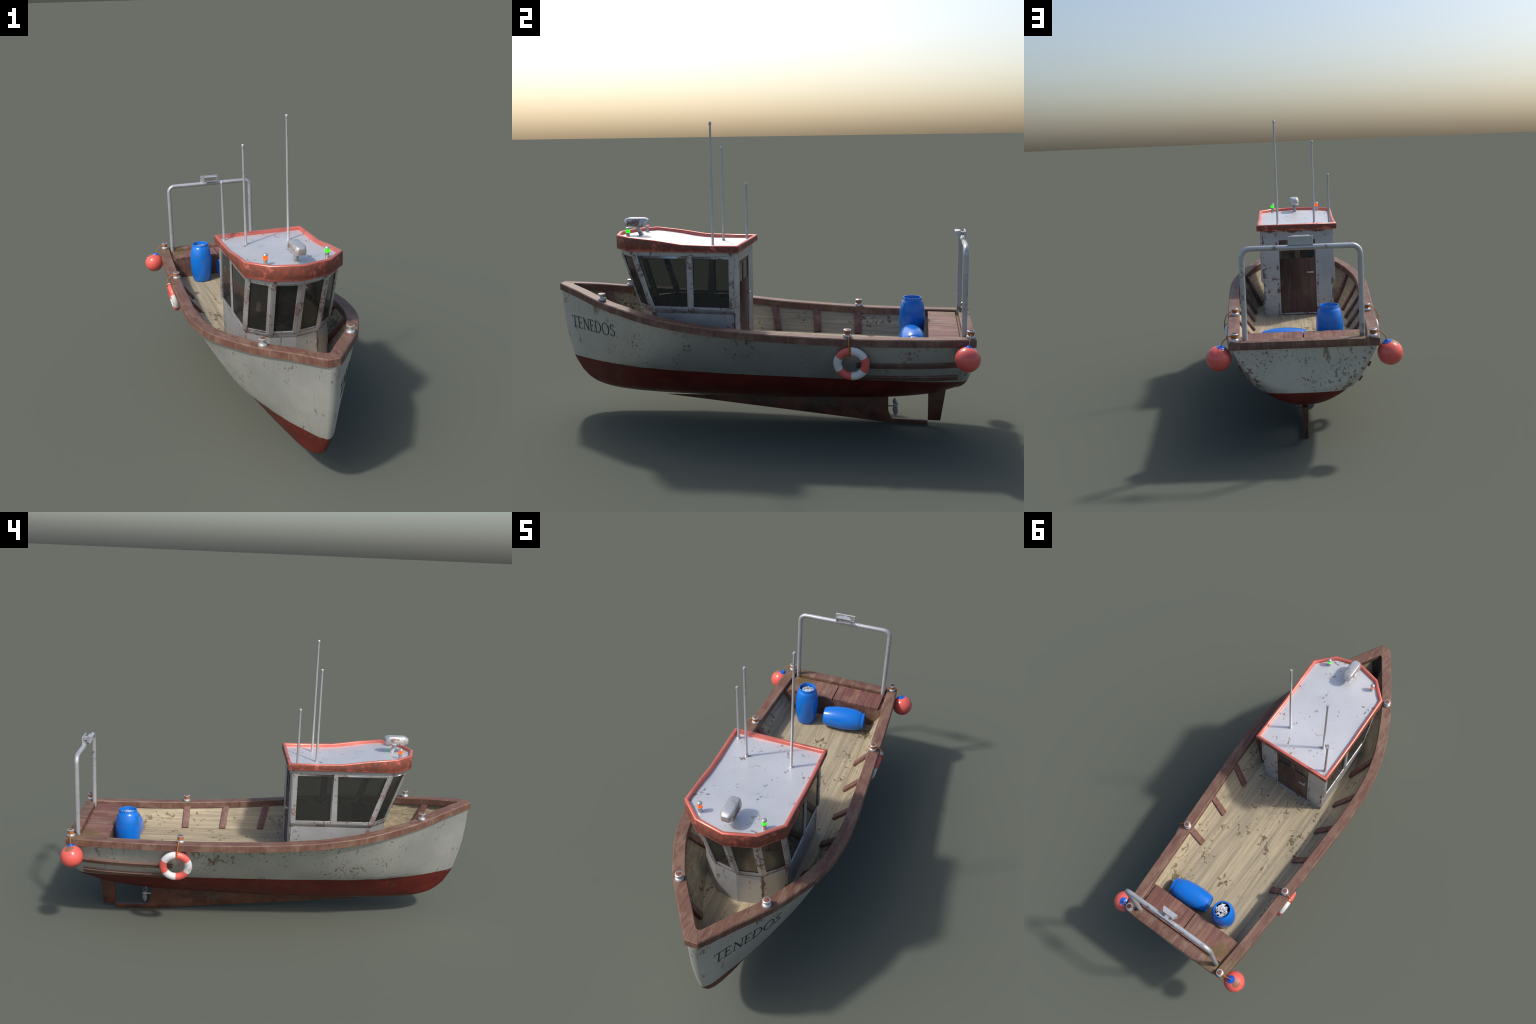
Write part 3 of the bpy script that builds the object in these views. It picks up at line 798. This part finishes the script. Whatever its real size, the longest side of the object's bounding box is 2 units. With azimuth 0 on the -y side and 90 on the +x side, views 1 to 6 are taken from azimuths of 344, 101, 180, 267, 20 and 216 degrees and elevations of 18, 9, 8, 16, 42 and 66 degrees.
# --------------------------------------------------------- roof equipment
def antenna(x, y, ztop):
    z0 = deck_z(y, x) - .001
    g = Geo()
    g.lathe([(.0085, z0), (.0085, z0 + .005), (.0062, z0 + .007), (.0064, z0 + .014), (.0060, z0 + .016), (.0047, ztop - .014), (.0058, ztop - .0135), (.0064, ztop - .010), (.0064, ztop - .002), (.005, ztop)], (x, y, 0), 14)
    g.obj("antenna", M_MAST, parent=CAB, angle=35)
antenna(.100, -.192, 1.404); antenna(-.100, -.192, 1.290); antenna(-.176, -.092, 1.112)

def nav_lamp(x, y, mat):
    lamp = bpy.data.objects.new("navigation_lamp", None); link(lamp, CAB)
    z = deck_z(y, x)
    z0 = .8995
    g = Geo(); g.lathe([(.0095, z - .001), (.0085, z + .003), (.0085, z0 - .003), (.0112, z0 - .0025), (.0112, z0)], (x, y, 0), 18); g.obj("lamp_post", M_STEEL, parent=lamp, angle=30)
    g = Geo(); g.lathe([(.0098, z0), (.0098, z0 + .0165)], (x, y, 0), 18); g.obj("lamp_glass", mat, parent=lamp, angle=30)
    zc = z0 + .0165
    g = Geo(); g.lathe([(.0112, zc), (.0112, zc + .003), (.0095, zc + .0065), (.005, zc + .009), (0, zc + .0095)], (x, y, 0), 18); g.obj("lamp_cap", M_CHROME, parent=lamp, angle=40)
nav_lamp(.131, -.592, M_GREEN); nav_lamp(-.131, -.592, M_ORANGE)

def build_searchlight():
    sl = bpy.data.objects.new("searchlight", None); link(sl, CAB)
    secs = [(-.655, .55, .004), (-.647, .80, .001), (-.632, 1, 0), (-.560, 1, 0), (-.546, .85, .001), (-.538, .58, .004)]
    base = [(-.019, .957), (.019, .957), (.0245, .950), (.0285, .928), (.0275, .918), (.022, .912), (-.022, .912), (-.0275, .918), (-.0285, .928), (-.0245, .950)]
    n = len(base); V = []; F = []
    for y, k, dz in secs: V += [(x*k, y, .934 + (z - .934)*k) for x, z in base]
    for i in range(len(secs) - 1):
        for q in range(n): F.append((i*n+q, i*n+(q+1)%n, (i+1)*n+(q+1)%n, (i+1)*n+q))
    F += [tuple(range(n-1, -1, -1)), tuple((len(secs)-1)*n + q for q in range(n))]
    mesh_obj("lamp_housing", V, F, M_CHROMER, parent=sl, angle=45, bevel=.0025)
    g = Geo(); z0 = deck_z(-.573)
    g.hexa([(-.010, -.583, z0 - .002), (.010, -.583, z0 - .002), (.010, -.563, z0 - .002), (-.010, -.563, z0 - .002)],
           [(-.0085, -.606, .915), (.0085, -.606, .915), (.0085, -.588, .915), (-.0085, -.588, .915)])
    g.obj("lamp_bracket", M_STEEL, parent=sl, bevel=.002)
def side_rust(m):
    a = m.step(m.math('ABSOLUTE', m.X), .023, .026)
    b = m.step(m.math('ABSOLUTE', m.math('SUBTRACT', m.Y, -.597)), .05, .036)
    return m.math('MULTIPLY', m.math('MULTIPLY', m.math('MULTIPLY', a, m.step(m.noise(45, 4), .38, .58)), m.math('SUBTRACT', 1.0, m.step(m.math('ABSOLUTE', m.math('SUBTRACT', m.Y, -.597)), .034, .05))), .85)
M_CHROMER = mat_paint("searchlight_metal", (.60, .60, .60), .08, .5, .2, .26, 50, 10, side_rust, metal=.6, rl=.7)
build_searchlight()

# ----------------------------------------------------------- stern gantry
def build_gantry():
    gan = bpy.data.objects.new("stern_gantry", None); link(gan, BOAT)
    r = .034; x = .241; zt = .8655; y = .937
    pts = [(x, y, .462), (x, y, .60), (x, y, zt - r)]
    pts += [(x - r + r*math.cos(a), y, zt - r + r*math.sin(a)) for a in (math.radians(d) for d in (15, 30, 45, 60, 75, 90))]
    pts += [(.12, y, zt), (0, y, zt)]
    pts += [(-px, py, pz) for px, py, pz in reversed(pts[:-1])]
    g = Geo(); g.tube(pts, .0113, 20); g.obj("gantry_pipe", M_STEEL, parent=gan, angle=40)
    fl = bpy.data.objects.new("floodlight", None); link(fl, BOAT)
    g = Geo(); g.box((0, .943, .893), (.103, .006, .036)); g.box((0, .940, .8785), (.10, .014, .006)); g.obj("floodlight_plate", M_STEEL, parent=fl, bevel=.001, seg=1)
    # flared housing, open end forward and tipped down
    g = Geo()
    bk = [(.026, .926, .886), (.026, .923, .911), (-.026, .923, .911), (-.026, .926, .886)]
    fr = [(.0395, .906, .880), (.0395, .899, .909), (-.0395, .899, .909), (-.0395, .906, .880)]
    md = [(.038, .913, .880), (.037, .9065, .911), (-.037, .9065, .911), (-.038, .913, .880)]
    ir = [(.0345, .906, .8835), (.0345, .9005, .9060), (-.0345, .9005, .9060), (-.0345, .906, .8835)]
    ib = [(.0345, .911, .8850), (.0345, .9055, .9070), (-.0345, .9055, .9070), (-.0345, .911, .8850)]
    V = bk + md + fr + ir + ib; F = [(3, 2, 1, 0)]
    for k in range(4):
        for q in range(4): F.append((k*4+q, k*4+(q+1)%4, k*4+4+(q+1)%4, k*4+4+q))
    g.add(V, F); g.obj("floodlight_housing", M_STEEL, parent=fl, angle=20)
    g = Geo(); g.hexa([Vector(p) - Vector((0, .001, 0)) for p in ib], [Vector(p) + Vector((0, .002, 0)) for p in ib]); g.obj("floodlight_lens", M_FRAME, parent=fl)
    g = Geo(); g.box((0, .933, .896), (.020, .022, .016)); g.obj("floodlight_bracket", M_STEEL, parent=fl, bevel=.001, seg=1)
build_gantry()

# ----------------------------------------------- bollards, ropes, floats
BMESH = None
def bollard(x, y, rope):
    global BMESH
    z = RAIL_Z(y) - .001
    if BMESH is None:
        g = Geo()
        g.lathe([(.0165, 0), (.0185, .002), (.0190, .006), (.0185, .011), (.0155, .0145), (.0115, .016), (.0105, .020), (.0110, .025), (.0150, .0285), (.0168, .031), (.0168, .034), (.0150, .0355), (0, .036)], (0, 0, 0), 20)
        ob = g.obj("bollard", M_BOLLARD, angle=40); BMESH = ob.data
    else:
        ob = bpy.data.objects.new("bollard", BMESH); link(ob, BOAT)
    ob.location = (x, y, z); ob.rotation_euler = (0, 0, rng.uniform(0, 6))
    if rope:
        g = Geo()
        for k in range(3):
            g.tube([(x + .0128*math.cos(2*PI*i/20), y + .0128*math.sin(2*PI*i/20), z + .0185 + k*.0036 + .0006*math.sin(i)) for i in range(20)], .0022, 8, closed=True)
        g.obj("rope_coil", M_ROPE)
    return z
def bez(p, n=16):
    """smooth curve through the points (Catmull-Rom)"""
    p = [Vector(q) for q in p]; P = [p[0]*2 - p[1]] + p + [p[-1]*2 - p[-2]]; out = []
    for i in range(1, len(P) - 2):
        for k in range(n):
            t = k / n; a, b, c, d = P[i-1:i+3]
            out.append(.5*((2*b) + (c - a)*t + (2*a - 5*b + 4*c - d)*t*t + (3*b - a - 3*c + d)*t**3))
    return out + [p[-1]]

for sg in (1, -1):
    bollard(sg*.186, -.713, False)
    # life ring under the midship bollard
    x, y = sg*.312, .449; z = bollard(x, y, True)
    ring = bpy.data.objects.new("life_ring", None); link(ring, BOAT)
    Rm, rt = .0595, .0182
    c = Vector((sg*.3325, .469, .3735)); tilt = Matrix.Rotation(sg*math.radians(11.5), 3, 'Y')
    nseg = 6
    for k in range(nseg):
        a0 = PI/2 + 2*PI*k/nseg; arc = [a0 + (2*PI/nseg)*i/8 for i in range(9)]
        pts = [c + tilt @ Vector((0, math.cos(a)*Rm, math.sin(a)*Rm)) for a in arc]
        # bulging tube piece with exact end rings
        V = []; F = []; n = 16
        for a, p in zip(arc, pts):
            er = tilt @ Vector((0, math.cos(a), math.sin(a))); ex = tilt @ Vector((1, 0, 0))
            V += [p + (er*math.cos(2*PI*q/n)*rt + ex*math.sin(2*PI*q/n)*rt*.92) for q in range(n)]
        for i in range(8):
            for q in range(n): F.append((i*n+q, i*n+(q+1)%n, (i+1)*n+(q+1)%n, (i+1)*n+q))
        F += [tuple(range(n-1, -1, -1)), tuple(8*n + q for q in range(n))]
        mesh_obj("ring_segment", V, F, M_RINGRED if k % 2 == 0 else M_RINGWHITE, parent=ring, angle=50)
    top = c + tilt @ Vector((0, 0, Rm))
    ry = y + .010
    # the rope arcs out over the rail, drops to the ring and takes a turn round it
    path = [(x + sg*.012, y + .004, z + .021), (sg*.335, y + .006, z + .018), (sg*.352, y + .009, z + .004), (sg*.361, y + .011, z - .018), (sg*.364, y + .013, z - .040)]
    for k in range(9):
        a = math.radians(-20 - 40*k); q = tilt @ Vector((math.cos(a)*.0205, 0, math.sin(a)*.0205)); path.append(Vector((top.x, y + .014 + .0005*k, top.z - .002)) + Vector((sg*q.x, 0, q.z)))
    path = bez(path, 6)
    g = Geo(); g.tube(path, .0021, 8); g.obj("ring_rope", M_ROPE)
    # round buoy at the quarter
    x, y = sg*.283, .962; z = bollard(x, y, True)
    buoy = bpy.data.objects.new("buoy", None); link(buoy, BOAT)
    c = Vector((sg*.3525, .9475, .4175)); r = .0525; ax = Vector((-sg*.27, .10, .96)).normalized(); Q = Vector((0, 0, 1)).rotation_difference(ax).to_matrix()
    g = Geo(); g.lathe([(r*math.sin(PI*i/24), -r*math.cos(PI*i/24)) for i in range(25)], c, 40, Q); g.obj("buoy_ball", M_BUOY, parent=buoy, angle=60)
    g = Geo(); g.lathe([(.0205, r*.920), (.0195, r*.965), (.010, r*1.012), (.0075, r*1.10), (.0035, r*1.12), (0, r*1.12)], c, 24, Q); g.obj("buoy_cap", M_CAPBLUE, parent=buoy, angle=40)
    tip = c + ax*r*1.08
    path = bez([(x + sg*.012, y, z + .022), (sg*.308, y - .001, z + .0225), (sg*.322, y - .003, z + .012), (tip.x - sg*.003, tip.y + .002, tip.z + .014), tip])
    g = Geo(); g.tube(path, .0021, 8); g.obj("buoy_rope", M_ROPE)

# ----------------------------------------------------------------- barrels
def barrel(name_label, M, fish):
    root = bpy.data.objects.new("plastic_barrel", None); bpy.context.scene.collection.objects.link(root)
    root["label"] = name_label; root["category"] = "barrel"
    H = .216
    outer = [(.0, .004), (.036, .004), (.040, 0), (.046, .003), (.0515, .022), (.0575, .060), (.0600, .095), (.0600, .125), (.0575, .158), (.0510, .190), (.0465, .199), (.0445, .201), (.0432, .203), (.0432, .213), (.0420, H), (.0395, H), (.0385, .213)]
    inner = [(.0385, .190), (.0385, .185), (.045, .17), (.045, .12)] if fish else [(.0385, .208), (.0, .208)]
    g = Geo(); g.lathe(outer + inner, (0, 0, 0), 40, None)
    V = [M @ v for v in g.v]
    mesh_obj("barrel_shell", V, g.f, M_BLUE, parent=root, angle=38)
    if fish:
        r2 = random.Random(5); f = Geo()
        for k in range(90):
            a = r2.uniform(0, 2*PI); rr = .034*math.sqrt(r2.random()); th = r2.gauss(.7, .5)
            p = Vector((rr*math.cos(a), rr*math.sin(a), .1955 + r2.uniform(-.004, .003)))
            d = Vector((math.cos(th), math.sin(th), r2.uniform(-.25, .25))).normalized()
            L = .020; q = [p + d*L*(t - .5) for t in (0, .12, .35, .6, .85, .93, 1.0)]
            if any(Vector((v.x, v.y)).length > .037 for v in q): continue
            f.tube([M @ v for v in q], [.0008, .0026, .0042, .0036, .0012, .0014, .003], 8)
        f.lathe([(0, .192), (.041, .192)], (0, 0, 0), 24)
        n = len(f.v)
        for i in range(n - 48, n): f.v[i] = M @ f.v[i]
        ob = f.obj("fish", M_FISH, parent=root, angle=60); ob["kind"] = "stuff"
    return root
barrel("upright blue plastic barrel full of silver fish", Matrix.Translation((-.120, .716, DZ + .0006)) @ Matrix.Rotation(.4, 4, 'Z'), True)
d = Vector((.223, .022, 0)).normalized()
Rl = Vector((0, 0, 1)).rotation_difference(d).to_matrix().to_4x4()
barrel("blue plastic barrel lying on its side on deck", Matrix.Translation(Vector((.088, .722, DZ + .0606)) - d*.108) @ Rl, False)

# ----------------------------------------------------------------- lettering
def build_name():
    """serif capitals drawn with strokes, laid on the starboard bow"""
    def stroke(a, b, w0, w1=None, horiz=False):
        w1 = w1 or w0; o = Vector((1, 0)) if not horiz else Vector((0, 1))
        a = Vector(a); b = Vector(b); n = 5; out = []
        for i in range(n):
            p, q = a.lerp(b, i/n), a.lerp(b, (i+1)/n); u, v = lerp(w0, w1, i/n), lerp(w0, w1, (i+1)/n)
            out.append([p - o*u/2, p + o*u/2, q + o*v/2, q - o*v/2])
        return out
    def arc(cx, cy, rx, ry, a0, a1, thin, thick, n=22, tilt=0):
        out = []; pts = []
        for i in range(n + 1):
            a = math.radians(lerp(a0, a1, i/n)); c, s = math.cos(a), math.sin(a)
            w = lerp(thin, thick, abs(c)**1.6)
            pts.append((Vector((cx + rx*c, cy + ry*s)), Vector((cx + (rx - w)*c, cy + (ry - w)*s))))
        for (a, b), (c2, d2) in zip(pts, pts[1:]): out.append([a, b, d2, c2])
        return out
    TN, TK = .055, .10
    def E(): return stroke((.14, 0), (.14, 1), TK) + stroke((.0, .975), (.52, .975), .05, .05, True) + stroke((.14, .52), (.42, .52), .05, .05, True) + stroke((.0, .025), (.58, .025), .05, .05, True) + stroke((.50, .86), (.53, 1), .05, .03) + stroke((.56, 0), (.61, .16), .03, .04) + stroke((.42, .44), (.42, .60), .035)
    glyph = {
        'T': (.80, stroke((.40, 0), (.40, .98), TK) + stroke((.02, .975), (.78, .975), .05, .05, True) + stroke((.015, .84), (.04, .98), .03, .05) + stroke((.785, .84), (.76, .98), .03, .05) + stroke((.27, .02), (.53, .02), .035, .035, True)),
        'E': (.66, E()),
        'N': (.90, stroke((.16, 0), (.16, 1), TN) + stroke((.14, 1), (.76, 0), .13) + stroke((.76, 0), (.76, 1), TN) + stroke((.02, .985), (.2, .985), .03, .03, True) + stroke((.05, .015), (.27, .015), .03, .03, True) + stroke((.65, .985), (.87, .985), .03, .03, True)),
        'D': (.90, stroke((.14, 0), (.14, 1), TK) + arc(.30, .5, .54, .5, -90, 90, .05, .11) + stroke((.02, .975), (.31, .975), .05, .05, True) + stroke((.02, .025), (.31, .025), .05, .05, True)),
        'O': (1.00, arc(.48, .5, .46, .53, 0, 360, .05, .11, 40)),
        'S': (.60, arc(.28, .755, .225, .255, 40, 262, .055, .08) + arc(.28, .265, .245, .275, 82, -148, .055, .08) + stroke((.46, .80), (.475, .97), .03, .05) + stroke((.035, .04), (.05, .22), .05, .03)),
    }
    word = "TENEDOS"; gap = .04
    total = sum(glyph[c][0] + gap for c in word) - gap
    # arc length along the hull at mid letter height
    ys = np.linspace(-.932, -.60, 200); xs = [hull_x(y, .448) for y in ys]
    L = np.concatenate([[0], np.cumsum(np.hypot(np.diff(ys), np.diff(xs)))])
    length = .338; pen = 0
    for c in word:
        w, polys = glyph[c]; V = []; F = []
        for poly in polys:
            o = len(V)
            for lift in (.0009, -.001):
                for p in poly:
                    s = (pen + p.x) / total * length; z = .419 + p.y * .060; y = float(np.interp(s, L, ys))
                    V.append((hull_x(y, z) + lift, y - lift*.6, z))
            F += [(o, o+1, o+2, o+3), (o+7, o+6, o+5, o+4), (o, o+4, o+5, o+1), (o+1, o+5, o+6, o+2), (o+2, o+6, o+7, o+3), (o+3, o+7, o+4, o)]
        me = bpy.data.meshes.new("name_letter"); me.from_pydata(V, [], F)
        bm = bmesh.new(); bm.from_mesh(me); bmesh.ops.recalc_face_normals(bm, faces=bm.faces); bm.to_mesh(me); bm.free()
        me.materials.append(M_TEXT); link(bpy.data.objects.new("name_letter", me), BOAT)
        pen += w + gap
build_name()
